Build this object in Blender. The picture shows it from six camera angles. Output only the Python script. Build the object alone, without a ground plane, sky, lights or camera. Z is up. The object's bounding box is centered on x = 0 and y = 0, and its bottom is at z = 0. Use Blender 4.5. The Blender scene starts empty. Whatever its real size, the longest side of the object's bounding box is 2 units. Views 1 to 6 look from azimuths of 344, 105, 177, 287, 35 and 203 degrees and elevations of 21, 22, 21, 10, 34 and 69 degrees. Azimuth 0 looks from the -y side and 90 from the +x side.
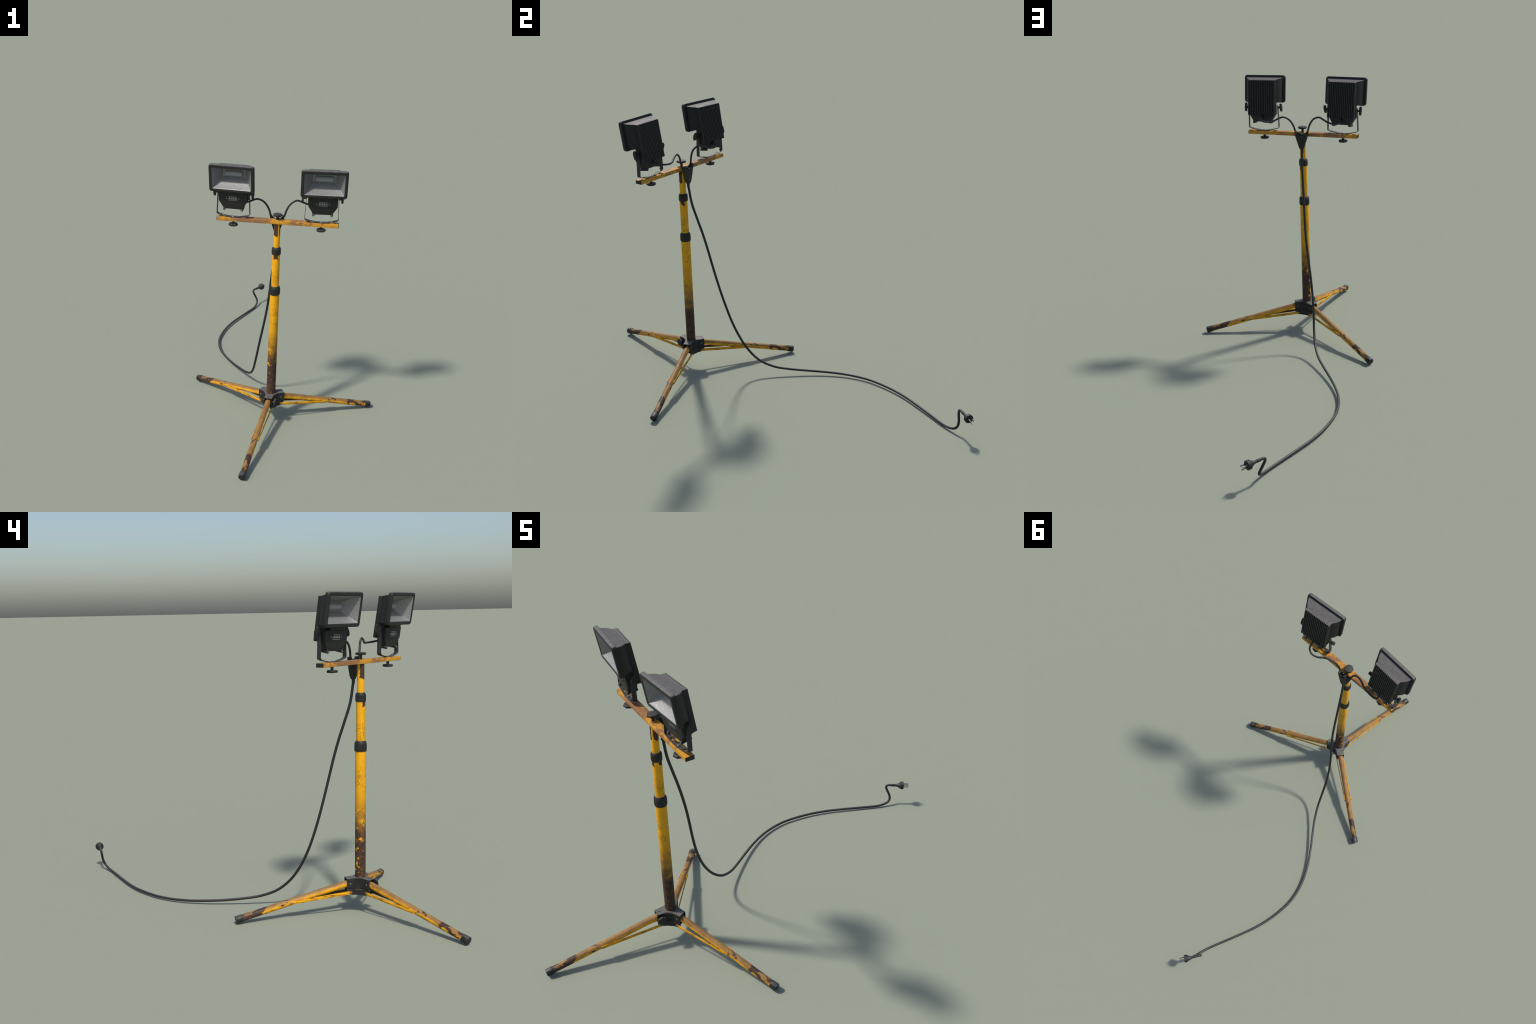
"""Portable twin floodlight on a yellow telescopic tripod stand, with splitter, mains cable and plug."""
import bpy, bmesh, math
from mathutils import Vector, Matrix

# ------------------------------------------------------------------ scene helpers
COLL = bpy.context.scene.collection
AXIS = Vector((-0.1193, -0.4985, 0.0))          # pole axis on the ground
T_AXIS = Matrix.Translation(AXIS)


def smooth(me, angle=32):
    me.shade_smooth()
    me.set_sharp_from_angle(angle=math.radians(angle))


def mesh_from(bm, name, mats, angle=32):
    bmesh.ops.recalc_face_normals(bm, faces=bm.faces[:])
    me = bpy.data.meshes.new(name)
    bm.to_mesh(me)
    bm.free()
    for m in (mats if isinstance(mats, (list, tuple)) else [mats]):
        me.materials.append(m)
    smooth(me, angle)
    return me


def place(name, data, parent=None, world=None):
    o = bpy.data.objects.new(name, data)
    COLL.objects.link(o)
    world = world or Matrix.Identity(4)
    o["_w"] = [v for row in world for v in row]
    if parent is not None:
        o.parent = parent
        pw = Matrix([parent["_w"][i * 4:i * 4 + 4] for i in range(4)])
        o.matrix_basis = pw.inverted() @ world
    else:
        o.matrix_basis = world
    return o


def frame(origin, x, y, z):
    m = Matrix.Identity(4)
    for i, c in enumerate((x, y, z)):
        for k in range(3):
            m[k][i] = c[k]
    for k in range(3):
        m[k][3] = origin[k]
    return m


def yaw(deg):
    return Matrix.Rotation(math.radians(deg), 4, 'Z')


# ------------------------------------------------------------------ mesh builders
def add_loft(bm, rings, cap_start=True, cap_end=True, mat=0):
    """rings: equally long closed loops of points."""
    vs = [[bm.verts.new(p) for p in r] for r in rings]
    n = len(vs[0])
    for a, b in zip(vs, vs[1:]):
        for i in range(n):
            f = bm.faces.new((a[i], a[(i + 1) % n], b[(i + 1) % n], b[i]))
            f.material_index = mat
    if cap_start:
        bm.faces.new(vs[0][::-1]).material_index = mat
    if cap_end:
        bm.faces.new(vs[-1]).material_index = mat
    return vs


def add_lathe(bm, profile, origin=(0, 0, 0), axis='Z', n=32, radius=None, mat=0, caps=True):
    """profile: (radius, height along the axis) pairs; radius(angle) scales it."""
    o = Vector(origin)
    rings = []
    for r, h in profile:
        ring = []
        for i in range(n):
            a = 2 * math.pi * i / n
            k = r * (radius(a) if radius else 1.0)
            c, s = k * math.cos(a), k * math.sin(a)
            p = {'Z': (c, s, h), 'X': (h, c, s), 'Y': (s, h, c)}[axis]
            ring.append(o + Vector(p))
        rings.append(ring)
    add_loft(bm, rings, caps, caps, mat)


def add_box(bm, size, centre=(0, 0, 0), bevel=0.0, segments=2, mat=0):
    m = Matrix.Translation(centre) @ Matrix.Diagonal((size[0], size[1], size[2], 1))
    r = bmesh.ops.create_cube(bm, size=1.0, matrix=m)
    faces = {f for v in r['verts'] for f in v.link_faces}
    for f in faces:
        f.material_index = mat
    if bevel:
        edges = {e for v in r['verts'] for e in v.link_edges}
        out = bmesh.ops.bevel(bm, geom=list(edges), offset=bevel, segments=segments, affect='EDGES', profile=0.5)
        for f in out['faces']:
            f.material_index = mat


def add_prism(bm, outline, lo, hi, put, bevel=0.0, segments=2, mat=0):
    """Extrude a closed 2D outline from lo to hi; put(a, b, h) gives the 3D point."""
    bottom = [bm.verts.new(put(a, b, lo)) for a, b in outline]
    top = [bm.verts.new(put(a, b, hi)) for a, b in outline]
    n = len(outline)
    fs = [bm.faces.new(bottom[::-1]), bm.faces.new(top)]
    fs += [bm.faces.new((bottom[i], bottom[(i + 1) % n], top[(i + 1) % n], top[i])) for i in range(n)]
    for f in fs:
        f.material_index = mat
    if bevel:
        edges = [e for f in fs[:2] for e in f.edges]
        out = bmesh.ops.bevel(bm, geom=edges, offset=bevel, segments=segments, affect='EDGES', profile=0.5)
        for f in out['faces']:
            f.material_index = mat


def rounded_rect(hw, hh, r, n=6):
    pts = []
    for cx, cy, a0 in ((hw - r, hh - r, 0), (r - hw, hh - r, 90), (r - hw, r - hh, 180), (hw - r, r - hh, 270)):
        for i in range(n + 1):
            a = math.radians(a0 + 90 * i / n)
            pts.append((cx + r * math.cos(a), cy + r * math.sin(a)))
    return pts


def stadium(x0, x1, r, n=8):
    pts = []
    for i in range(n + 1):
        a = math.radians(-90 + 180 * i / n)
        pts.append((x1 + r * math.cos(a), r * math.sin(a)))
    for i in range(n + 1):
        a = math.radians(90 + 180 * i / n)
        pts.append((x0 + r * math.cos(a), r * math.sin(a)))
    return pts


def spline(points, per=8):
    """Uniform Catmull-Rom through the points."""
    P = [Vector(p) for p in points]
    Q = [2 * P[0] - P[1]] + P + [2 * P[-1] - P[-2]]
    out = []
    for i in range(len(P) - 1):
        a, b, c, d = Q[i:i + 4]
        for k in range(per):
            t = k / per
            out.append(0.5 * (2 * b + (c - a) * t + (2 * a - 5 * b + 4 * c - d) * t * t + (3 * b - a - 3 * c + d) * t ** 3))
    out.append(P[-1])
    return out


def add_sweep(bm, path, radius, n=14, mat=0):
    """Round tube along a path, with a parallel-transported frame."""
    tang = []
    for i in range(len(path)):
        t = path[min(i + 1, len(path) - 1)] - path[max(i - 1, 0)]
        tang.append(t.normalized())
    up = Vector((1, 0, 0)) if abs(tang[0].x) < 0.9 else Vector((0, 1, 0))
    nrm = (up - tang[0] * up.dot(tang[0])).normalized()
    rings = []
    for p, t in zip(path, tang):
        nrm = (nrm - t * nrm.dot(t)).normalized()
        b = t.cross(nrm)
        rings.append([p + radius * (math.cos(2 * math.pi * i / n) * nrm + math.sin(2 * math.pi * i / n) * b) for i in range(n)])
    add_loft(bm, rings, mat=mat)


def apply_modifiers(me, setup):
    """Run modifiers on a mesh and give back the evaluated mesh."""
    o = bpy.data.objects.new("helper", me)
    COLL.objects.link(o)
    extra = setup(o) or []
    dg = bpy.context.evaluated_depsgraph_get()
    dg.update()
    out = bpy.data.meshes.new_from_object(o.evaluated_get(dg))
    out.name = me.name
    for h in [o] + extra:
        d = h.data
        bpy.data.objects.remove(h)
        if d.users == 0:
            bpy.data.meshes.remove(d)
    return out


# ------------------------------------------------------------------ node helpers
class Nodes:
    def __init__(self, name):
        self.mat = bpy.data.materials.new(name)
        self.mat.use_nodes = True
        self.t = self.mat.node_tree
        self.t.nodes.clear()
        self.out = self.t.nodes.new('ShaderNodeOutputMaterial')
        self.co = self.t.nodes.new('ShaderNodeTexCoord').outputs['Object']

    def link(self, a, b):
        self.t.links.new(a, b)

    def _set(self, sock, v):
        if hasattr(v, 'is_output'):
            self.link(v, sock)
        else:
            sock.default_value = v

    def math(self, op, a, b=None, c=None, clamp=False):
        n = self.t.nodes.new('ShaderNodeMath')
        n.operation = op
        n.use_clamp = clamp
        for i, v in enumerate((a, b, c)):
            if v is not None:
                self._set(n.inputs[i], v)
        return n.outputs[0]

    def ramp(self, v, lo, hi, a=0.0, b=1.0):
        n = self.t.nodes.new('ShaderNodeMapRange')
        n.interpolation_type = 'SMOOTHSTEP'
        for k, x in zip(('Value', 'From Min', 'From Max', 'To Min', 'To Max'), (v, lo, hi, a, b)):
            self._set(n.inputs[k], x)
        return n.outputs['Result']

    def mapping(self, scale=(1, 1, 1), loc=(0, 0, 0), rot=(0, 0, 0)):
        n = self.t.nodes.new('ShaderNodeMapping')
        self.link(self.co, n.inputs['Vector'])
        n.inputs['Scale'].default_value = scale
        n.inputs['Location'].default_value = loc
        n.inputs['Rotation'].default_value = rot
        return n.outputs[0]

    def noise(self, scale, detail=4, rough=0.55, vec=None, distort=0.0):
        n = self.t.nodes.new('ShaderNodeTexNoise')
        self.link(vec or self.co, n.inputs['Vector'])
        n.inputs['Scale'].default_value = scale
        n.inputs['Detail'].default_value = detail
        n.inputs['Roughness'].default_value = rough
        n.inputs['Distortion'].default_value = distort
        return n.outputs['Fac']

    def xyz(self):
        n = self.t.nodes.new('ShaderNodeSeparateXYZ')
        self.link(self.co, n.inputs[0])
        return n.outputs

    def normal_z(self):
        g = self.t.nodes.new('ShaderNodeNewGeometry')
        n = self.t.nodes.new('ShaderNodeSeparateXYZ')
        self.link(g.outputs['Normal'], n.inputs[0])
        return n.outputs[2]

    def random(self):
        return self.t.nodes.new('ShaderNodeObjectInfo').outputs['Random']

    def mix(self, f, a, b):
        n = self.t.nodes.new('ShaderNodeMix')
        n.data_type = 'RGBA'
        self._set(n.inputs[0], f)
        for s, v in ((n.inputs[6], a), (n.inputs[7], b)):
            self._set(s, v if hasattr(v, 'is_output') else (*v, 1.0))
        return n.outputs[2]

    def finish(self, colour, rough=0.5, metallic=0.0, bump=None, bump_dist=0.001, bump_strength=0.4, specular=0.5):
        p = self.t.nodes.new('ShaderNodeBsdfPrincipled')
        self._set(p.inputs['Base Color'], colour if hasattr(colour, 'is_output') else (*colour, 1.0))
        self._set(p.inputs['Roughness'], rough)
        self._set(p.inputs['Metallic'], metallic)
        p.inputs['Specular IOR Level'].default_value = specular
        if bump is not None:
            b = self.t.nodes.new('ShaderNodeBump')
            b.inputs['Strength'].default_value = bump_strength
            b.inputs['Distance'].default_value = bump_dist
            self.link(bump, b.inputs['Height'])
            self.link(b.outputs[0], p.inputs['Normal'])
        self.link(p.outputs[0], self.out.inputs[0])
        return self.mat


# ------------------------------------------------------------------ materials
YELLOW = (0.85, 0.400, 0.006)
YELLOW_WORN = (0.66, 0.30, 0.007)
MUD = (0.17, 0.085, 0.022)
RUST = (0.085, 0.042, 0.027)
RUST_DARK = (0.04, 0.024, 0.018)
RUST_PALE = (0.27, 0.125, 0.055)
TAN = (0.28, 0.155, 0.056)
BLACK = (0.0120, 0.0120, 0.0105)
DUST = (0.138, 0.129, 0.121)


def make_plastic(name, base=BLACK, rough=0.6, grain=0.3, dust=0.3):
    n = Nodes(name)
    blot = n.noise(38, 5, 0.6)
    col = n.mix(n.ramp(blot, 0.35, 0.75), base, tuple(c * 1.45 for c in base))
    if dust:
        grit = n.math('SUBTRACT', n.noise(55, 7, 0.7), 0.5)
        nz = n.math('ADD', n.normal_z(), n.math('MULTIPLY', grit, 0.35))
        thick = n.math('ADD', dust, n.math('MULTIPLY', grit, 0.9), clamp=True)
        col = n.mix(n.math('MULTIPLY', n.ramp(nz, 0.58, 0.92), thick), col, DUST)
    return n.finish(col, n.ramp(blot, 0.3, 0.7, rough - 0.05, rough + 0.07), bump=n.noise(420, 3), bump_dist=0.0004, bump_strength=grain, specular=0.42)


def yellow_base(n):
    a = n.ramp(n.noise(30, 5, 0.6), 0.35, 0.75)
    return n.mix(n.math('MULTIPLY', a, 0.7), YELLOW, YELLOW_WORN)


def make_pole_paint(name):
    n = Nodes(name)
    z = n.xyz()[2]
    col = yellow_base(n)
    # dark pin-holes in the paint, in bands on the middle and lower tube
    band = n.math('MAXIMUM',
                  n.math('MULTIPLY', n.ramp(z, 0.755, 0.76), n.ramp(z, 0.90, 0.80)),
                  n.math('MULTIPLY', n.ramp(z, 0.53, 0.57), n.ramp(z, 0.71, 0.61)))
    band = n.math('ADD', n.math('MULTIPLY', band, n.ramp(n.noise(22, 3), 0.3, 0.55)), 0.0)
    pits = n.math('MULTIPLY', n.ramp(n.noise(190, 3, 0.65), 0.49, 0.58), band)
    col = n.mix(n.math('MULTIPLY', pits, 0.75), col, (0.12, 0.075, 0.012))
    stray = n.ramp(n.noise(95, 2, 0.5), 0.72, 0.76)
    col = n.mix(stray, col, RUST_DARK)
    # chipped rust below the crossbar and below the upper collar
    jag = n.math('SUBTRACT', n.noise(60, 5, 0.65), 0.5)
    zr = n.math('ADD', z, n.math('MULTIPLY', jag, 0.055))
    px, py, _ = n.xyz()

    def facing(dx, dy, least):
        d = n.math('ADD', n.math('MULTIPLY', px, dx), n.math('MULTIPLY', py, dy))
        return n.ramp(n.math('ADD', d, n.math('MULTIPLY', jag, 0.008)), least - 0.0004, least + 0.0004)
    upper = n.math('MULTIPLY', n.ramp(zr, 1.036, 1.038), n.math('MAXIMUM', facing(-0.75, -0.66, 0.0108), facing(0.92, -0.39, 0.0121)))
    under = n.math('MULTIPLY', n.math('MULTIPLY', n.ramp(zr, 0.9215, 0.9235), n.ramp(z, 0.951, 0.95)),
                   n.math('MAXIMUM', facing(-0.35, -0.93, 0.0160), facing(0.99, 0.05, 0.0160)))
    chip = n.math('MAXIMUM', upper, under)
    # mud and rust climbing up the lower tube
    low = n.ramp(n.math('ADD', z, n.math('MULTIPLY', n.math('SUBTRACT', n.noise(30, 5, 0.6), 0.5), 0.16)), 0.60, 0.38)
    col = n.mix(n.math('MULTIPLY', low, n.ramp(n.noise(32, 6, 0.65), 0.3, 0.65, 0.66, 1.0)), col, MUD)
    core = n.ramp(n.math('ADD', z, n.math('MULTIPLY', n.math('SUBTRACT', n.noise(24, 4, 0.6), 0.5), 0.22)), 0.43, 0.33)
    rust = n.mix(n.ramp(n.noise(45, 6, 0.65), 0.35, 0.7), RUST_DARK, RUST)
    col = n.mix(core, col, rust)
    col = n.mix(chip, col, rust)
    fleck = n.ramp(n.math('SUBTRACT', n.noise(34, 6, 0.62, n.mapping((1, 1, 0.9), (0.7, 0.2, 0.1)), 0.6), n.math('MULTIPLY', px, 2.6)), 0.605, 0.645)
    fine = n.ramp(n.noise(120, 3, 0.6, n.mapping((1, 1, 2.2))), 0.6, 0.68)
    fleck = n.math('MAXIMUM', fleck, n.math('MULTIPLY', fine, n.ramp(z, 0.33, 0.2, 0.1, 0.5)))
    fleck = n.math('MULTIPLY', fleck, n.ramp(z, 0.52, 0.44))
    col = n.mix(n.math('MULTIPLY', fleck, 0.85), col, YELLOW)
    return n.finish(col, n.ramp(n.math('MAXIMUM', core, chip), 0, 1, 0.48, 0.75), bump=n.noise(160, 5), bump_dist=0.0005, bump_strength=0.35, specular=0.28)


def make_leg_paint(name):
    n = Nodes(name)
    x, y, z = n.xyz()
    col = n.mix(n.ramp(n.noise(45, 6, 0.65, n.mapping((0.5, 1, 1))), 0.38, 0.68, 0.05, 0.75), YELLOW, (0.42, 0.20, 0.020))
    pits = n.ramp(n.noise(75, 5, 0.65, n.mapping((0.5, 1, 1))), 0.55, 0.66)
    col = n.mix(n.math('MULTIPLY', pits, 0.75), col, (0.13, 0.075, 0.018))
    # tan grime along the top of the tube
    nz = n.math('ADD', n.normal_z(), n.math('MULTIPLY', n.math('SUBTRACT', n.noise(48, 5, 0.65), 0.5), 0.5))
    tone = n.mix(n.ramp(n.noise(24, 4), 0.35, 0.7), TAN, (0.205, 0.105, 0.038))
    col = n.mix(n.ramp(nz, 0.10, 0.68, 0.0, 0.94), col, tone)
    # flaked rust near the foot and a small patch past the strut
    edge = n.math('MULTIPLY', n.math('SUBTRACT', n.noise(60, 5, 0.65), 0.5), 0.09)
    xr = n.math('ADD', x, n.math('MULTIPLY', edge, 0.5))
    foot = n.math('MULTIPLY', n.ramp(xr, 0.385, 0.389), n.ramp(n.noise(40, 6, 0.62, n.mapping((0.55, 1, 1), (0.3, 0.5, 0.1)), 0.5), 0.56, 0.52))
    spot = n.math('MULTIPLY', n.math('MULTIPLY', n.ramp(xr, 0.265, 0.28), n.ramp(xr, 0.345, 0.32)),
                  n.ramp(n.noise(65, 5, 0.65, n.mapping((0.6, 1, 1))), 0.53, 0.6))
    rust = n.mix(n.ramp(n.noise(55, 5, 0.6), 0.35, 0.7), RUST_DARK, RUST)
    col = n.mix(n.math('MAXIMUM', foot, spot), col, rust)
    return n.finish(col, 0.55, bump=n.noise(170, 5), bump_dist=0.0004, bump_strength=0.35, specular=0.28)


def make_strut_paint(name):
    n = Nodes(name)
    col = yellow_base(n)
    lines = n.ramp(n.noise(120, 4, 0.6, n.mapping((0.16, 1, 1.6))), 0.49, 0.60)
    spots = n.ramp(n.noise(90, 5, 0.7), 0.6, 0.66)
    col = n.mix(n.math('MULTIPLY', n.math('MAXIMUM', lines, spots), 0.8), col, (0.12, 0.065, 0.014))
    x = n.xyz()[0]
    col = n.mix(n.ramp(n.math('ADD', x, n.math('MULTIPLY', n.noise(60, 3), 0.03)), 0.03, 0.012), col, RUST)
    return n.finish(col, 0.55, bump=n.noise(150, 4), bump_dist=0.0005, specular=0.28)


def make_bar_paint(name):
    n = Nodes(name)
    base = n.mix(n.ramp(n.noise(40, 5), 0.3, 0.7), (0.50, 0.23, 0.025), (0.64, 0.30, 0.020))
    x = n.xyz()[0]
    broad = n.noise(13, 3, 0.5, n.mapping((1, 0.35, 0.25), (0.43, 0.1, 0.0)))
    ragged = n.noise(48, 6, 0.68, n.mapping((0.6, 1, 1)), 0.6)
    mask = n.math('ADD', n.math('MULTIPLY', broad, 0.5), n.math('MULTIPLY', ragged, 0.5))
    ends = n.ramp(n.math('ABSOLUTE', x), 0.15, 0.27, 0.055, -0.045)
    rusty = n.ramp(n.math('ADD', mask, ends), 0.485, 0.54)
    rust = n.mix(n.ramp(n.noise(60, 4), 0.3, 0.7), (0.21, 0.105, 0.055), RUST_PALE)
    col = n.mix(n.math('MULTIPLY', rusty, 0.88), base, rust)
    band = n.math('MULTIPLY', n.ramp(x, -0.004, -0.003), n.ramp(x, 0.004, 0.003))
    col = n.mix(n.math('MULTIPLY', band, 0.9), col, (0.68, 0.32, 0.03))
    col = n.mix(n.ramp(n.noise(80, 4, 0.6), 0.66, 0.7), col, (0.14, 0.07, 0.03))
    return n.finish(col, 0.58, bump=n.noise(150, 5), bump_dist=0.0005, bump_strength=0.35, specular=0.3)


def make_reflector(name):
    n = Nodes(name)
    g = n.noise(160, 4, 0.6)
    col = n.mix(n.ramp(g, 0.3, 0.7), (0.205, 0.207, 0.206), (0.28, 0.282, 0.281))
    return n.finish(col, 0.45, metallic=0.35, bump=g, bump_dist=0.0012, bump_strength=0.5)


def make_simple(name, col, rough, metallic=0.0):
    n = Nodes(name)
    c = n.mix(n.ramp(n.noise(180, 3), 0.3, 0.7), col, tuple(v * 0.75 for v in col))
    return n.finish(c, rough, metallic)


M_PLASTIC = make_plastic("black_plastic")
M_HOUSING = make_plastic("black_cast_metal", (0.0125, 0.0125, 0.0112), 0.6, 0.4, 0.82)
M_RUBBER = make_plastic("black_rubber", (0.0130, 0.0128, 0.0130), 0.52, 0.2, 0.38)
M_STEEL_BLACK = make_plastic("black_steel", (0.022, 0.022, 0.023), 0.5, 0.4, 0.25)
M_DARK = make_simple("dark_gap", (0.006, 0.006, 0.006), 0.8)
M_POLE = make_pole_paint("rusty_yellow_pole_paint")
M_LEG = make_leg_paint("tan_topped_yellow_leg_paint")
M_STRUT = make_strut_paint("scratched_yellow_strut_paint")
M_STRUT_IN = make_simple("strut_inner_dark_brown", (0.06, 0.025, 0.012), 0.8)
M_BAR = make_bar_paint("rusty_yellow_bar_paint")
M_REFLECTOR = make_reflector("brushed_reflector")
M_BULB = make_simple("frosted_glass_tube", (0.31, 0.33, 0.33), 0.5)
M_STEEL = make_simple("bare_steel", (0.30, 0.30, 0.31), 0.42, 0.8)
M_PRINT = make_simple("pale_print", (0.45, 0.46, 0.45), 0.6)

# ------------------------------------------------------------------ the thing
stand = place("work_light_stand", None, world=T_AXIS)
stand["label"] = "twin black floodlights on a rusty yellow tripod stand"
stand["category"] = "work light"


def star_knob(bm, z0, z1, r, down=False, mat=0):
    """Seven-sided hand knob between z0 and z1 with a domed outer face."""
    h = z1 - z0
    prof = [(r * 0.86, 0.0), (r * 0.97, h * 0.12), (r, h * 0.35), (r * 0.985, h * 0.7), (r * 0.9, h * 0.86), (r * 0.45, h * 0.98), (r * 0.1, h)]
    if down:
        prof = [(q, h - t) for q, t in prof[::-1]]
    add_lathe(bm, [(q, z0 + t) for q, t in prof], n=7, mat=mat)


# ---- pole: three telescoping tubes and two clamping collars
def pole_tube(r, z0, z1):
    bm = bmesh.new()
    steps = 40
    add_lathe(bm, [(r - 0.001, z0)] + [(r, z0 + 0.001 + (z1 - z0 - 0.002) * i / steps) for i in range(steps + 1)] + [(r - 0.001, z1)], n=40)
    return place("pole_tube", mesh_from(bm, "pole_tube", M_POLE), stand, T_AXIS)


pole_tube(0.0234, 0.092, 0.735)
pole_tube(0.0196, 0.725, 0.950)
pole_tube(0.0157, 0.935, 1.1025)


def pole_collar(r, r_top, z0, z1):
    bm = bmesh.new()
    h = z1 - z0
    ribs = 12
    rib = lambda a: 1.0 - 0.045 * max(0.0, math.cos(ribs * a)) ** 6
    prof = [(r_top * 0.9, -0.001), (r * 0.955, -0.001), (r * 0.985, h * 0.05), (r, h * 0.12), (r, h * 0.62)]
    add_lathe(bm, [(q, z0 + t) for q, t in prof], n=96, radius=rib)
    top = [(r * 0.985, h * 0.60), (r * 0.995, h * 0.66), (r * 0.95, h * 0.80), (r_top + 0.0025, h * 0.97), (r_top + 0.001, h), (r_top - 0.003, h)]
    add_lathe(bm, [(q, z0 + t) for q, t in top], n=48)
    return place("pole_collar", mesh_from(bm, "pole_collar", M_PLASTIC), stand, T_AXIS)


pole_collar(0.0228, 0.0153, 0.9420, 0.9795)
pole_collar(0.0268, 0.0192, 0.7275, 0.7720)


# ---- hub: upper star bracket and lower strut ring, both bent sheet
def star_shell(name, reach, half, fillet, z_top, bottoms, thick, soft, mat):
    """Three-armed sheet cover. fillet: (radial, lateral) points from the arm end inwards;
    bottoms: the lower edge height at each of those points."""
    bm = bmesh.new()
    out = []
    for a in (0, 120, 240):
        d = Vector((math.cos(math.radians(a)), math.sin(math.radians(a)), 0))
        s = Vector((-d.y, d.x, 0))
        arm = [(-1, f, b) for f, b in list(zip(fillet, bottoms))[::-1]] + [(1, f, b) for f, b in zip(fillet, bottoms)]
        for k, (sg, f, b) in enumerate(arm):
            out.append((d * f[0] + s * (sg * f[1]), b, k == len(fillet) - 1))
    n = len(out)
    top = [bm.verts.new((p.x, p.y, z_top)) for p, b, e in out]
    low = [bm.verts.new((p.x, p.y, b)) for p, b, e in out]
    lid = bm.faces.new(top)
    for i in range(n):
        if out[i][2]:
            continue                      # arm ends stay open
        bm.faces.new((low[i], low[(i + 1) % n], top[(i + 1) % n], top[i]))
    bmesh.ops.bevel(bm, geom=[e for e in lid.edges if len(e.link_faces) == 2], offset=soft, segments=3, affect='EDGES', profile=0.5)
    me = mesh_from(bm, name, mat)

    def mods(o):
        m = o.modifiers.new("s", 'SOLIDIFY')
        m.thickness = thick
        m.offset = -1
    me = apply_modifiers(me, mods)
    smooth(me)
    return me


hub = place("base_hub", star_shell("base_hub", 0.0665, 0.0200, [(0.0672, 0.0200), (0.048, 0.0200), (0.0265, 0.0200)],
                                   0.1635, [0.1195, 0.1195, 0.1195], 0.003, 0.0030, M_HOUSING), stand, T_AXIS)
ring_pts = [(0.0665, 0.0180), (0.052, 0.0182), (0.044, 0.0188), (0.037, 0.0200), (0.031, 0.0222)]
place("strut_ring", star_shell("strut_ring", 0.066, 0.0175, ring_pts, 0.1145, [0.1035, 0.0915, 0.0885, 0.0885, 0.0885], 0.003, 0.003, M_HOUSING), stand, T_AXIS)

# clamp slit on top of one hub arm
bm = bmesh.new()
add_box(bm, (0.043, 0.0015, 0.0010), (0.0455, 0.001, 0.1637))
place("clamp_slit", mesh_from(bm, "clamp_slit", M_DARK), hub, T_AXIS @ yaw(240))

# hub clamping knob
bm = bmesh.new()
star_knob(bm, 0.0, 0.011, 0.0215)
hub_knob_me = mesh_from(bm, "clamp_knob", M_PLASTIC, 25)
d240 = Vector((math.cos(math.radians(240)), math.sin(math.radians(240)), 0))
s240 = Vector((-d240.y, d240.x, 0))
kw = frame(AXIS + d240 * 0.0515 + s240 * 0.0310 + Vector((0, 0, 0.138)), Vector((0, 0, 1)), s240.cross(Vector((0, 0, 1))), s240)
knob = place("clamp_knob", hub_knob_me, stand, kw)
bm = bmesh.new()
add_lathe(bm, [(0.0048, -0.016), (0.0052, -0.014), (0.0052, 0.001)], n=20)
place("clamp_bolt", mesh_from(bm, "clamp_bolt", M_STEEL), knob, kw)

# rivet shared by every joint
bm = bmesh.new()
add_lathe(bm, [(0.0036, -0.0012), (0.0036, 0.0006), (0.0029, 0.0016), (0.0015, 0.0022), (0.0003, 0.0024)], n=20)
rivet_me = mesh_from(bm, "rivet", M_STEEL)

# ---- legs with foot caps and struts
PIVOT_R, PIVOT_Z = 0.0515, 0.1395
FOOT_R, FOOT_Z = 0.5670, 0.0166
slope = math.atan2(PIVOT_Z - FOOT_Z, FOOT_R - PIVOT_R)
LEG = math.hypot(PIVOT_Z - FOOT_Z, FOOT_R - PIVOT_R)

bm = bmesh.new()
add_lathe(bm, [(0.0142, -0.020)] + [(0.0149, -0.0195 + (LEG - 0.008) * i / 60) for i in range(61)], axis='X', n=36)
leg_me = mesh_from(bm, "leg", M_LEG)
bm = bmesh.new()
add_lathe(bm, [(0.0150, LEG - 0.031), (0.0167, LEG - 0.0305), (0.0171, LEG - 0.029), (0.0171, LEG - 0.0022), (0.0166, LEG - 0.0006), (0.0154, LEG)], axis='X', n=36)
cap_me = mesh_from(bm, "foot_cap", M_RUBBER)

S_IN = (0.0478, 0.1002)
S_OUT = (0.3195, None)
s_out_z = PIVOT_Z - (S_OUT[0] - PIVOT_R) * math.tan(slope)
STRUT = math.hypot(S_OUT[0] - S_IN[0], S_IN[1] - s_out_z)
s_slope = math.atan2(S_IN[1] - s_out_z, S_OUT[0] - S_IN[0])

bm = bmesh.new()
put = lambda a, b, h: (a, h, b)
add_prism(bm, stadium(0.0, STRUT, 0.0072), -0.0011, 0.0011, put, 0.0005, 2)
add_prism(bm, stadium(0.012, STRUT - 0.012, 0.0030), 0.0007, 0.0021, put, 0.0008, 2)
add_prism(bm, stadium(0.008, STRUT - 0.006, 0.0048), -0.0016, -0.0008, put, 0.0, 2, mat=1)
strut_me = mesh_from(bm, "strut", [M_STRUT, M_STRUT_IN])

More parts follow.
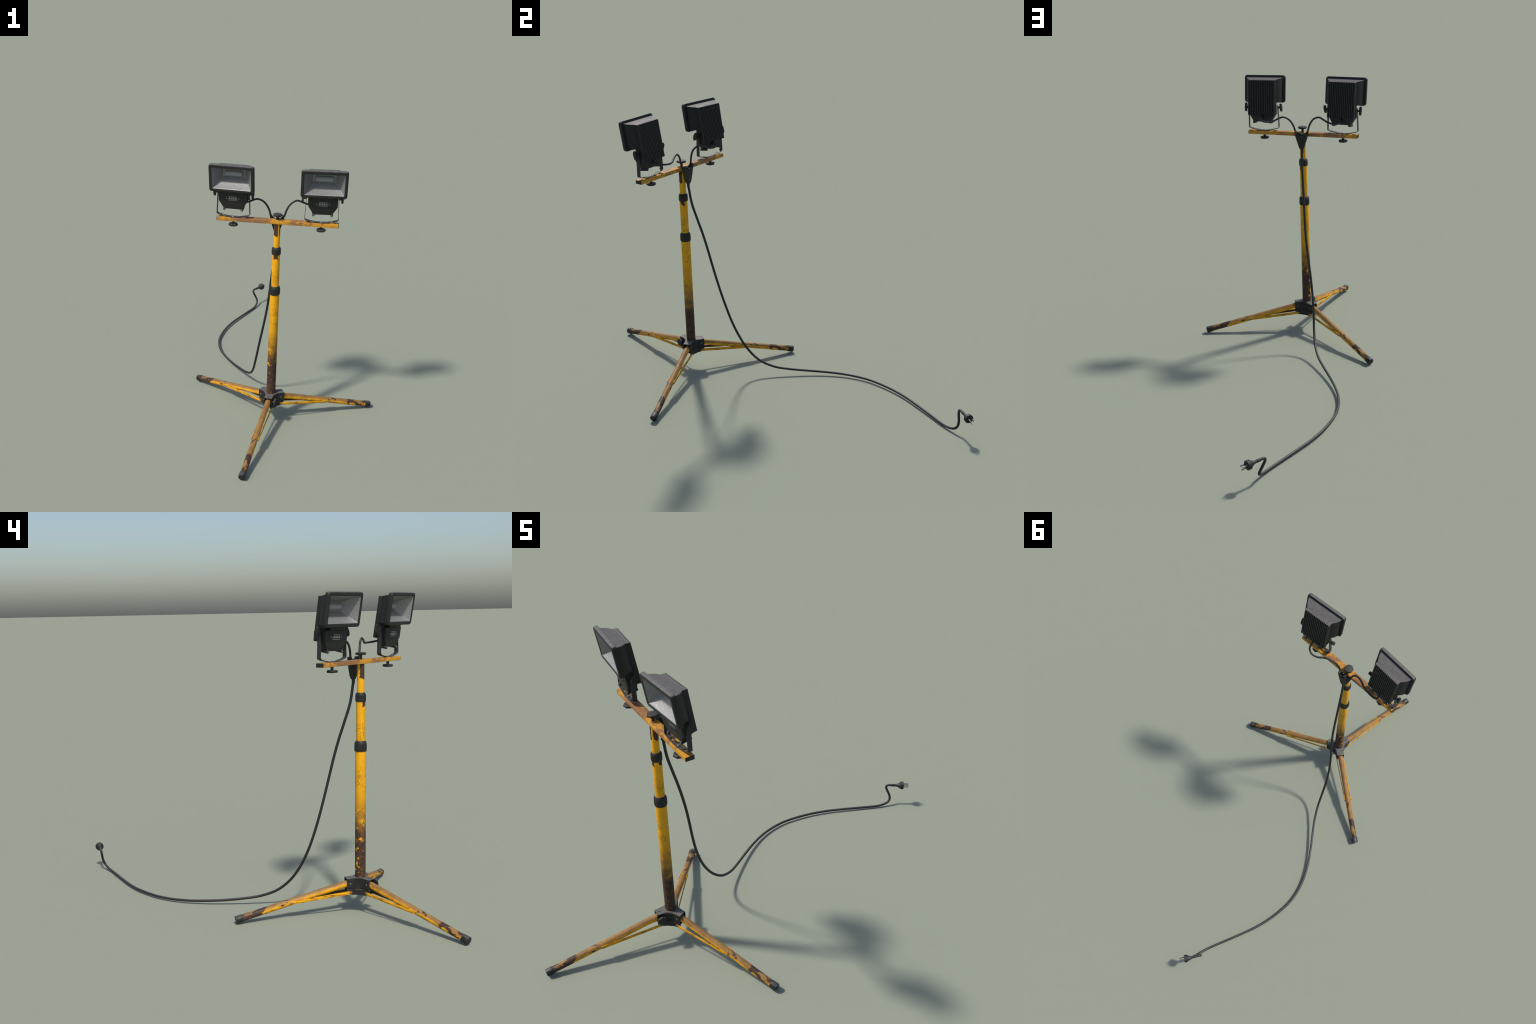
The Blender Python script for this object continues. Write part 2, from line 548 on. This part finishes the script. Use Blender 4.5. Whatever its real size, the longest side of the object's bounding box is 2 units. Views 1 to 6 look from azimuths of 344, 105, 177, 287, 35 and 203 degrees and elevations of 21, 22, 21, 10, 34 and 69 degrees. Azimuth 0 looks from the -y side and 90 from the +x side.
for a in (0, 120, 240):
    base = T_AXIS @ yaw(a)
    leg_w = base @ Matrix.Translation((PIVOT_R, 0, PIVOT_Z)) @ Matrix.Rotation(slope, 4, 'Y')
    leg = place("leg", leg_me, stand, leg_w)
    place("foot_cap", cap_me, leg, leg_w)
    for sg in (-1, 1):
        # struts splay slightly: wide at the ring, close to the leg outside
        y_in, y_out = 0.0202, 0.0168
        skew = math.atan2(y_out - y_in, STRUT)
        w = base @ Matrix.Translation((S_IN[0], sg * y_in, S_IN[1])) @ Matrix.Rotation(sg * skew, 4, 'Z') @ Matrix.Rotation(s_slope, 4, 'Y')
        if sg < 0:
            w = w @ Matrix.Rotation(math.pi, 4, 'X')
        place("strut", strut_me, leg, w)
        out_y = Matrix.Rotation(-sg * math.pi / 2, 4, 'X')
        for r, y, z, k in ((PIVOT_R, 0.0205, PIVOT_Z, 1.0), (S_IN[0], 0.0222, S_IN[1], 0.8), (S_OUT[0], 0.0187, s_out_z, 1.0)):
            if a == 240 and sg > 0 and r == PIVOT_R:
                continue
            place("rivet", rivet_me, leg, base @ Matrix.Translation((r, sg * y, z)) @ out_y @ Matrix.Diagonal((k, k, k, 1)))

# ---- crossbar
BAR_YAW = -22.85
BAR_Z0, BAR_Z1, BAR_HALF, BAR_D = 1.1012, 1.1193, 0.2960, 0.0185
T_BAR = T_AXIS @ yaw(BAR_YAW)
bm = bmesh.new()
add_box(bm, (2 * BAR_HALF - 0.002, 2 * BAR_D, BAR_Z1 - BAR_Z0), (0, 0, (BAR_Z0 + BAR_Z1) / 2), 0.0016, 3)
bar = place("crossbar", mesh_from(bm, "crossbar", M_BAR), stand, T_BAR)
bm = bmesh.new()
add_box(bm, (0.003, 2 * BAR_D - 0.001, BAR_Z1 - BAR_Z0 - 0.001), (BAR_HALF - 0.0008, 0, (BAR_Z0 + BAR_Z1) / 2), 0.0008, 2)
cap = mesh_from(bm, "bar_end_cap", M_PLASTIC)
place("bar_end_cap", cap, bar, T_BAR)
place("bar_end_cap", cap, bar, T_BAR @ yaw(180))

# knobs: one on top of the bar, one under each floodlight
bm = bmesh.new()
star_knob(bm, 0.0190, 0.0310, 0.0238)
knob_me = mesh_from(bm, "clamp_knob", M_PLASTIC, 25)
bm = bmesh.new()
add_lathe(bm, [(0.0062, -0.001), (0.0062, 0.0192)], n=24)
stem_me = mesh_from(bm, "knob_stem", M_STEEL_BLACK)
w = T_AXIS @ Matrix.Translation((0, 0, BAR_Z1)) @ yaw(BAR_YAW + 10)
k = place("clamp_knob", knob_me, bar, w)
place("knob_stem", stem_me, bar, w)
PAN = {-18.9: Vector((0.0757, -0.5830, 0)), -27.2: Vector((-0.3196, -0.4178, 0))}
for turn, pos in PAN.items():
    w = Matrix.Translation((pos.x, pos.y, BAR_Z0)) @ yaw(turn) @ Matrix.Rotation(math.pi, 4, 'X') @ Matrix.Translation((0, 0, -0.005))
    place("clamp_knob", knob_me, bar, w)
    place("knob_stem", stem_me, bar, w)

# ---- floodlight parts, in the lamp's own frame: x across, -y out of the lamp, z up its face
BEZ_H = 0.2045


def P(u, f, h):
    return (u, -f, h)


def rings(sections, centre=BEZ_H):
    return [[P(a, f, centre + dz + b) for a, b in rounded_rect(hw, hh, r)] for hw, hh, r, f, dz in sections]


# housing: flared body behind the bezel,
# plan outline (half width, forward): bowed flanks, then a slightly wider back plate
bm = bmesh.new()
flank = [(0.0982, 0.0190), (0.0975, 0.0140), (0.0962, 0.0090), (0.0945, 0.0035), (0.0920, -0.0030), (0.0885, -0.0100), (0.0840, -0.0165), (0.0785, -0.0225), (0.0735, -0.0275),
         (0.0718, -0.0290), (0.0720, -0.0296), (0.0727, -0.0306), (0.0728, -0.0352)]
plan = flank + [(-a, f) for a, f in flank[::-1]]
roof = lambda f: 0.2620 + (f - 0.0110) * 0.25
low = [bm.verts.new(P(a, f, 0.1390)) for a, f in plan]
high = [bm.verts.new(P(a, f, roof(f))) for a, f in plan]
lid = bm.faces.new(high)
bm.faces.new(low[::-1])
for i in range(len(plan) - 1):                     # the front stays open for the reflector
    bm.faces.new((low[i], low[i + 1], high[i + 1], high[i]))
bmesh.ops.bevel(bm, geom=[e for e in lid.edges if len(e.link_faces) == 2], offset=0.0010, segments=2, affect='EDGES', profile=0.5)
# lower terminal box with cut corners, leaning back plate
box = [(-0.0705, 0.150), (0.0705, 0.150), (0.0705, 0.0770), (0.0450, 0.0362), (-0.0450, 0.0362), (-0.0705, 0.0770)]
add_prism(bm, box, -0.033, -0.004, lambda a, b, h: P(a, h, b), 0.0015)
# bosses for the cover bolts
for sg in (-1, 1):
    add_lathe(bm, [(0.0058, -0.0120), (0.0064, -0.0110), (0.0064, 0.0320), (0.0056, 0.0335)], (sg * 0.0440, 0, 0.0338), 'Y', 20)
housing_me = mesh_from(bm, "floodlight_housing", M_HOUSING)
# ribbed heat sink on the back
bm = bmesh.new()
FINS, FIN_W = 15, 0.1440
pitch = FIN_W / FINS
outline = []
x = -FIN_W / 2
for i in range(FINS):
    wide = pitch * 0.70
    x0 = -FIN_W / 2 + i * pitch + (pitch - wide) / 2
    x1 = x0 + wide
    if i == 0:
        x0 = -FIN_W / 2
    if i == FINS - 1:
        x1 = FIN_W / 2
    outline += [(x0, 0.0432 if i else 0.0320), (x0, 0.0492), (x1, 0.0492), (x1, 0.0432 if i < FINS - 1 else 0.0320)]
add_prism(bm, outline, 0.0705, 0.2500, lambda a, b, h: (a, b, h - (b - 0.036) * 0.1 if h > 0.2 else h))
fins_me = mesh_from(bm, "cooling_fins", M_HOUSING)

# bezel
bm = bmesh.new()
sec = [(0.0960, 0.0560, 0.010, 0.0170, 0), (0.1080, 0.0680, 0.011, 0.0155, 0), (0.1097, 0.0697, 0.0125, 0.0161, 0), (0.1104, 0.0704, 0.0130, 0.0182, 0),
       (0.1104, 0.0704, 0.0130, 0.0225, 0), (0.1098, 0.0698, 0.0128, 0.0290, 0), (0.1088, 0.0688, 0.0122, 0.0326, 0), (0.1066, 0.0666, 0.0112, 0.0342, 0),
       (0.1040, 0.0640, 0.0095, 0.0346, 0), (0.0972, 0.0566, 0.0072, 0.0344, 0), (0.0952, 0.0544, 0.0062, 0.0334, 0), (0.0949, 0.0541, 0.0060, 0.0300, 0)]
add_loft(bm, rings(sec), False, False)
bezel_me = mesh_from(bm, "bezel", M_HOUSING, 50)

# reflector trough and halogen tube
bm = bmesh.new()
cz = 0.0035
sec = [(0.0952, 0.0544, 0.006, 0.0322, 0), (0.0944, 0.0536, 0.0055, 0.0314, 0), (0.0928, 0.0520, 0.004, 0.0288, 0), (0.0915, 0.0508, 0.003, 0.0262, 0), (0.0745, 0.0355, 0.002, -0.0040, 0.002), (0.0560, 0.0190, 0.001, -0.0300, 0.0045)]
add_loft(bm, rings(sec), False, True)
reflector_me = mesh_from(bm, "reflector", M_REFLECTOR, 20)
bm = bmesh.new()
add_lathe(bm, [(0.010, -0.0425), (0.0132, -0.0395), (0.0135, -0.036), (0.0135, 0.036), (0.0132, 0.0395), (0.010, 0.0425)], (0, 0.0275, 0.2095), 'X', 28)
tube_me = mesh_from(bm, "halogen_tube", M_BULB)

# terminal cover plate with the cut corners, and the tongue that joins it to the bezel
bm = bmesh.new()
plate = [(-0.0690, 0.1200), (0.0690, 0.1200), (0.0700, 0.0770), (0.0445, 0.0358), (-0.0445, 0.0358), (-0.0700, 0.0770)]
add_prism(bm, plate, -0.0060, 0.0085, lambda a, b, h: P(a, h, b), 0.0022, 3)
add_prism(bm, [(-0.050, 0.1380), (0.050, 0.1380), (0.050, 0.1215), (-0.050, 0.1215)], -0.006, 0.0150, lambda a, b, h: P(a, h, b), 0.001)
cover_me = mesh_from(bm, "terminal_cover", M_HOUSING)
bm = bmesh.new()
add_prism(bm, rounded_rect(0.0385, 0.0152, 0.001, 2), 0.0080, 0.0091, lambda a, b, h: P(a, h, 0.0905 + b), 0.0003)
label_me = mesh_from(bm, "name_plate", M_HOUSING)


def lettering():
    cu = bpy.data.curves.new("lettering", 'FONT')
    cu.body = "ASSA"
    cu.size = 0.0150
    cu.align_x = 'CENTER'
    cu.align_y = 'CENTER'
    cu.extrude = 0.0003
    cu.offset = 0.0002
    o = bpy.data.objects.new("helper", cu)
    COLL.objects.link(o)
    dg = bpy.context.evaluated_depsgraph_get()
    dg.update()
    me = bpy.data.meshes.new_from_object(o.evaluated_get(dg))
    bpy.data.objects.remove(o)
    bpy.data.curves.remove(cu)
    b = bmesh.new()
    b.from_mesh(me)
    bpy.data.meshes.remove(me)
    bmesh.ops.transform(b, matrix=Matrix.Diagonal((1.28, 0.95, 1, 1)), verts=b.verts[:])
    # rules above and below, and a chevron on either side
    for y, hw in ((0.0098, 0.0225), (-0.0090, 0.0225)):
        add_box(b, (2 * hw, 0.0013, 0.0006), (0, y, 0))
    for sg in (-1, 1):
        for s2 in (-1, 1):
            c = Matrix.Translation((sg * 0.0305, s2 * 0.0019, 0)) @ Matrix.Rotation(sg * s2 * math.radians(32), 4, 'Z')
            r = bmesh.ops.create_cube(b, size=1.0, matrix=c @ Matrix.Diagonal((0.0014, 0.0052, 0.0006, 1)))
    bmesh.ops.transform(b, matrix=Matrix.Translation(P(0, 0.0094, 0.0925)) @ Matrix.Rotation(math.pi / 2, 4, 'X'), verts=b.verts[:])
    m = mesh_from(b, "lettering", M_PRINT)
    m.materials.clear()
    m.materials.append(M_PRINT)
    return m


lettering_me = lettering()

bm = bmesh.new()
add_lathe(bm, [(0.0040, 0.0), (0.0040, 0.0012), (0.0031, 0.0020), (0.0012, 0.0024)], n=18)
bolt_me = mesh_from(bm, "cover_bolt", M_STEEL)

# U bracket: flat strap bowed down onto the bar, with slots
bm = bmesh.new()
PIV_Z = 1.2415
path = [(0.0775, PIV_Z + 0.013), (0.0778, PIV_Z), (0.0795, 1.190), (0.0812, 1.1435), (0.0806, 1.1385), (0.0780, 1.1345), (0.0735, 1.1320), (0.066, 1.1300),
        (0.050, 1.1264), (0.032, 1.1230), (0.016, 1.1210), (0.0, 1.1204)]
path = path + [(-a, b) for a, b in path[-2::-1]]
fine = spline([(a, 0, b) for a, b in path], 5)
half_w, th = 0.0098, 0.0021
loops = []
for i, p in enumerate(fine):
    t = (fine[min(i + 1, len(fine) - 1)] - fine[max(i - 1, 0)]).normalized()
    nn = Vector((-t.z, 0, t.x))
    e = min(i, len(fine) - 1 - i)
    w_ = half_w * (1.0 if e > 6 else math.sqrt(max(0.1, 1 - (1 - e / 7.0) ** 2)))
    loops.append([p + Vector((0, sy * w_, 0)) + nn * (sn * th / 2) for sy, sn in ((-1, -1), (1, -1), (1, 1), (-1, 1))])
add_loft(bm, loops)
bracket_me = mesh_from(bm, "mounting_bracket", M_STEEL_BLACK)


def slots(o):
    extra = []
    for sg in (-1, 1):
        b = bmesh.new()
        add_prism(b, stadium(sg * 0.046 - 0.005, sg * 0.046 + 0.005, 0.0055), 1.110, 1.140, lambda a, c, h: (a, c, h))
        m = mesh_from(b, "cutter", M_STEEL_BLACK)
        c = bpy.data.objects.new("cutter", m)
        COLL.objects.link(c)
        extra.append(c)
        q = o.modifiers.new("b", 'BOOLEAN')
        q.operation = 'DIFFERENCE'
        q.solver = 'EXACT'
        q.object = c
    return extra


bracket_me = apply_modifiers(bracket_me, slots)
smooth(bracket_me, 30)

# pointed-oval hand lever with stem, its axis along +x
bm = bmesh.new()
oval = []
for i in range(28):
    a = 2 * math.pi * i / 28
    oval.append((0.0090 * math.copysign(abs(math.cos(a)) ** 0.9, math.cos(a)), 0.0232 * math.copysign(abs(math.sin(a)) ** 1.15, math.sin(a))))
add_prism(bm, oval, 0.0095, 0.0200, lambda a, b, h: (h, a, b), 0.003, 3)
add_lathe(bm, [(0.0056, -0.004), (0.0056, 0.0096)], axis='X', n=18)
lever_me = mesh_from(bm, "side_lever", M_PLASTIC, 40)

# cable gland on the back of the terminal box
bm = bmesh.new()
add_lathe(bm, [(0.0085, 0.0300), (0.0085, 0.0385), (0.0070, 0.0400), (0.0062, 0.0460), (0.0048, 0.0465)], (0, 0, 0.0600), 'Y', 20)
gland_me = mesh_from(bm, "cable_gland", M_PLASTIC)

bm = bmesh.new()
add_lathe(bm, [(0.0060, 0.0), (0.0060, 0.0022), (0.0046, 0.0038), (0.0018, 0.0044)], n=20)
pan_bolt_me = mesh_from(bm, "pan_bolt", M_STEEL)

bm = bmesh.new()
for a in (-1, 1):
    for b in (-1, 1):
        add_lathe(bm, [(0.0021, 0.0), (0.0021, 0.0007), (0.0012, 0.0012)], (a * 0.1025, -0.0157, BEZ_H + b * 0.0625), 'Y', 12)
screws_me = mesh_from(bm, "bezel_screws", M_STEEL)

TILT = 9.2
LEVER_LEAN = {-18.9: (4, -28), -27.2: (-32, 4)}      # (+x side, -x side) degrees about the lever axis
for turn, pos in PAN.items():
    a = math.radians(turn)
    X = Vector((math.cos(a), math.sin(a), 0))
    front = Vector((math.sin(a), -math.cos(a), 0))
    t = math.radians(TILT)
    n = front * math.cos(t) + Vector((0, 0, -math.sin(t)))
    U = n.cross(X) * -1 if (n.cross(X)).z < 0 else n.cross(X)
    o = Vector((pos.x, pos.y, 1.13)) + X * (0.0035 if turn > -20 else 0.0005)
    lamp_w = frame(o, X, -n, U)
    pan_w = Matrix.Translation((pos.x, pos.y, 0)) @ yaw(turn)
    body = place("floodlight_housing", housing_me, stand, lamp_w)
    for nm, me in (("cooling_fins", fins_me), ("bezel", bezel_me), ("reflector", reflector_me), ("halogen_tube", tube_me),
                   ("terminal_cover", cover_me), ("bezel_screws", screws_me), ("name_plate", label_me), ("lettering", lettering_me), ("cable_gland", gland_me)):
        place(nm, me, body, lamp_w)
    for sg in (-1, 1):
        place("cover_bolt", bolt_me, body, lamp_w @ Matrix.Translation(P(sg * 0.0440, 0.0115, 0.0338)) @ Matrix.Rotation(math.pi / 2, 4, 'X'))
        m = pan_w @ Matrix.Translation((sg * 0.0800, 0, PIV_Z))
        lean = LEVER_LEAN[turn][0 if sg > 0 else 1] + TILT
        if sg < 0:
            m = m @ yaw(180)
            lean = -lean
        place("side_lever", lever_me, body, m @ Matrix.Rotation(math.radians(lean), 4, 'X'))
    place("mounting_bracket", bracket_me, body, pan_w)
    place("pan_bolt", pan_bolt_me, body, pan_w @ Matrix.Translation((0, 0, 1.1210)))

# ---- cable splitter behind the crossbar
SPL_YAW = -20.0
T_SPL = Matrix.Translation((AXIS.x + 0.0085, AXIS.y + 0.0335, 0)) @ yaw(SPL_YAW)
bm = bmesh.new()
half = [(0.0072, 1.0345), (0.0125, 1.0460), (0.0215, 1.0740), (0.0335, 1.1080), (0.0370, 1.1310), (0.0252, 1.1310), (0.0225, 1.1150), (0.0120, 1.1065)]
outline = half + [(-a, b) for a, b in half[::-1]]
add_prism(bm, outline, -0.0095, 0.0105, lambda a, b, h: (a, h, b), 0.0045, 4)
splitter = place("cable_splitter", mesh_from(bm, "cable_splitter", M_PLASTIC, 40), stand, T_SPL)
bm = bmesh.new()
prof = [(0.0070, 1.0380)]
for i in range(4):
    z = 1.0350 - i * 0.0045
    prof += [(0.0072, z), (0.0072, z - 0.0026), (0.0060, z - 0.0030), (0.0060, z - 0.0043)]
prof.append((0.0050, 1.0165))
add_lathe(bm, prof[::-1], n=24)
place("strain_relief", mesh_from(bm, "strain_relief", M_RUBBER), splitter, T_SPL)
bm = bmesh.new()
add_lathe(bm, [(0.0095, -0.020), (0.0095, 0.002), (0.0075, 0.006), (0.002, 0.008)], (0.003, 0, 1.1130), 'Y', 24)
place("splitter_bolt", mesh_from(bm, "splitter_bolt", M_PLASTIC), splitter, T_SPL)

# ---- cables
LAMP_CABLES = [
    [(0.0879, -0.5558, 1.1950), (0.0926, -0.5173, 1.1865), (0.0719, -0.4915, 1.1832), (0.0401, -0.4851, 1.1837), (0.0118, -0.4855, 1.1954),
     (-0.0144, -0.4832, 1.2053), (-0.0351, -0.4834, 1.2003), (-0.0540, -0.4830, 1.1856), (-0.0699, -0.4844, 1.1608), (-0.0806, -0.4840, 1.1280)],
    [(-0.3108, -0.3947, 1.1962), (-0.2986, -0.3736, 1.1855), (-0.2740, -0.3807, 1.1793), (-0.2418, -0.3967, 1.1852), (-0.2196, -0.4105, 1.1980),
     (-0.2015, -0.4269, 1.2067), (-0.1803, -0.4426, 1.2010), (-0.1642, -0.4539, 1.1845), (-0.1506, -0.4579, 1.1584), (-0.1417, -0.4585, 1.1270)]]
for pts in LAMP_CABLES:
    bm = bmesh.new()
    add_sweep(bm, spline(pts, 10), 0.0048)
    place("lamp_cable", mesh_from(bm, "lamp_cable", M_RUBBER, 60), stand)

MAINS = [(-0.1092, -0.4638, 1.0180), (-0.1087, -0.4510, 0.9341), (-0.1088, -0.4265, 0.8527), (-0.1093, -0.4003, 0.7718), (-0.1090, -0.3776, 0.6899),
         (-0.1102, -0.3577, 0.6073), (-0.1154, -0.3385, 0.5246), (-0.1225, -0.3185, 0.4423), (-0.1293, -0.2959, 0.3606), (-0.1328, -0.2686, 0.2802),
         (-0.1330, -0.2327, 0.2032), (-0.1291, -0.1851, 0.1330), (-0.1270, -0.1218, 0.0768), (-0.1354, -0.0442, 0.0440), (-0.1533, 0.0376, 0.0296),
         (-0.1724, 0.1201, 0.0212), (-0.1878, 0.2035, 0.0160), (-0.1956, 0.2880, 0.0125), (-0.1903, 0.3727, 0.0108), (-0.1693, 0.4550, 0.0104),
         (-0.1320, 0.5313, 0.0104), (-0.0863, 0.6029, 0.0102), (-0.0324, 0.6686, 0.0100), (0.0272, 0.7292, 0.0095), (0.0881, 0.7884, 0.0083), (0.1400, 0.8380, 0.0073)]
TAIL = [(0.1400, 0.8380, 0.0073), (0.1626, 0.8611, 0.0072), (0.1733, 0.8731, 0.0080), (0.1834, 0.8856, 0.0102), (0.1926, 0.8984, 0.0135), (0.2007, 0.9113, 0.0195),
        (0.2051, 0.9225, 0.0295), (0.2027, 0.9290, 0.0432), (0.1965, 0.9306, 0.0580), (0.1890, 0.9292, 0.0725), (0.1820, 0.9275, 0.0865), (0.1777, 0.9272, 0.1000),
        (0.1800, 0.9300, 0.1082), (0.1870, 0.9350, 0.1118), (0.1960, 0.9408, 0.1120), (0.2060, 0.9470, 0.1115)]
bm = bmesh.new()
add_sweep(bm, spline(MAINS, 8)[:-1] + spline(TAIL, 5), 0.0061, 16)
place("power_cable", mesh_from(bm, "power_cable", M_RUBBER, 60), stand)

# ---- mains plug with three flat pins
p0, p1 = Vector((0.1985, 0.9424, 0.1115)), Vector((0.2536, 0.9776, 0.1113))
ax = (p1 - p0).normalized()
sx = ax.cross(Vector((0, 0, 1))).normalized()
plug_w = frame(p0, sx, sx.cross(ax) * -1, ax)
bm = bmesh.new()
L = (p1 - p0).length
prof = [(0.0052, 0.0), (0.0068, 0.0005), (0.0070, 0.0170), (0.0063, 0.0185), (0.0066, 0.0240), (0.0080, 0.0310), (0.0120, 0.0400), (0.0185, 0.0488), (0.0205, 0.0505),
        (0.0205, 0.0530), (0.0198, 0.0535), (0.0198, 0.0540), (0.0208, 0.0545), (0.0210, L - 0.0015), (0.0200, L)]
add_lathe(bm, prof, n=36)
plug = place("power_plug", mesh_from(bm, "power_plug", M_PLASTIC, 28), stand, plug_w)
bm = bmesh.new()
add_box(bm, (0.0017, 0.0064, 0.0290), (0, 0, L + 0.0125), 0.0005, 2)
pin_me = mesh_from(bm, "plug_pin", M_STEEL)
up = 1 if plug_w.col[1].z > 0 else -1
for x, y, r in ((-0.0072, 0.0045 * up, 30 * up), (0.0072, 0.0045 * up, -30 * up), (0.0, -0.0095 * up, 0)):
    place("plug_pin", pin_me, plug, plug_w @ Matrix.Translation((x, y, 0)) @ yaw(r))

for o in bpy.data.objects:
    if "_w" in o:
        del o["_w"]
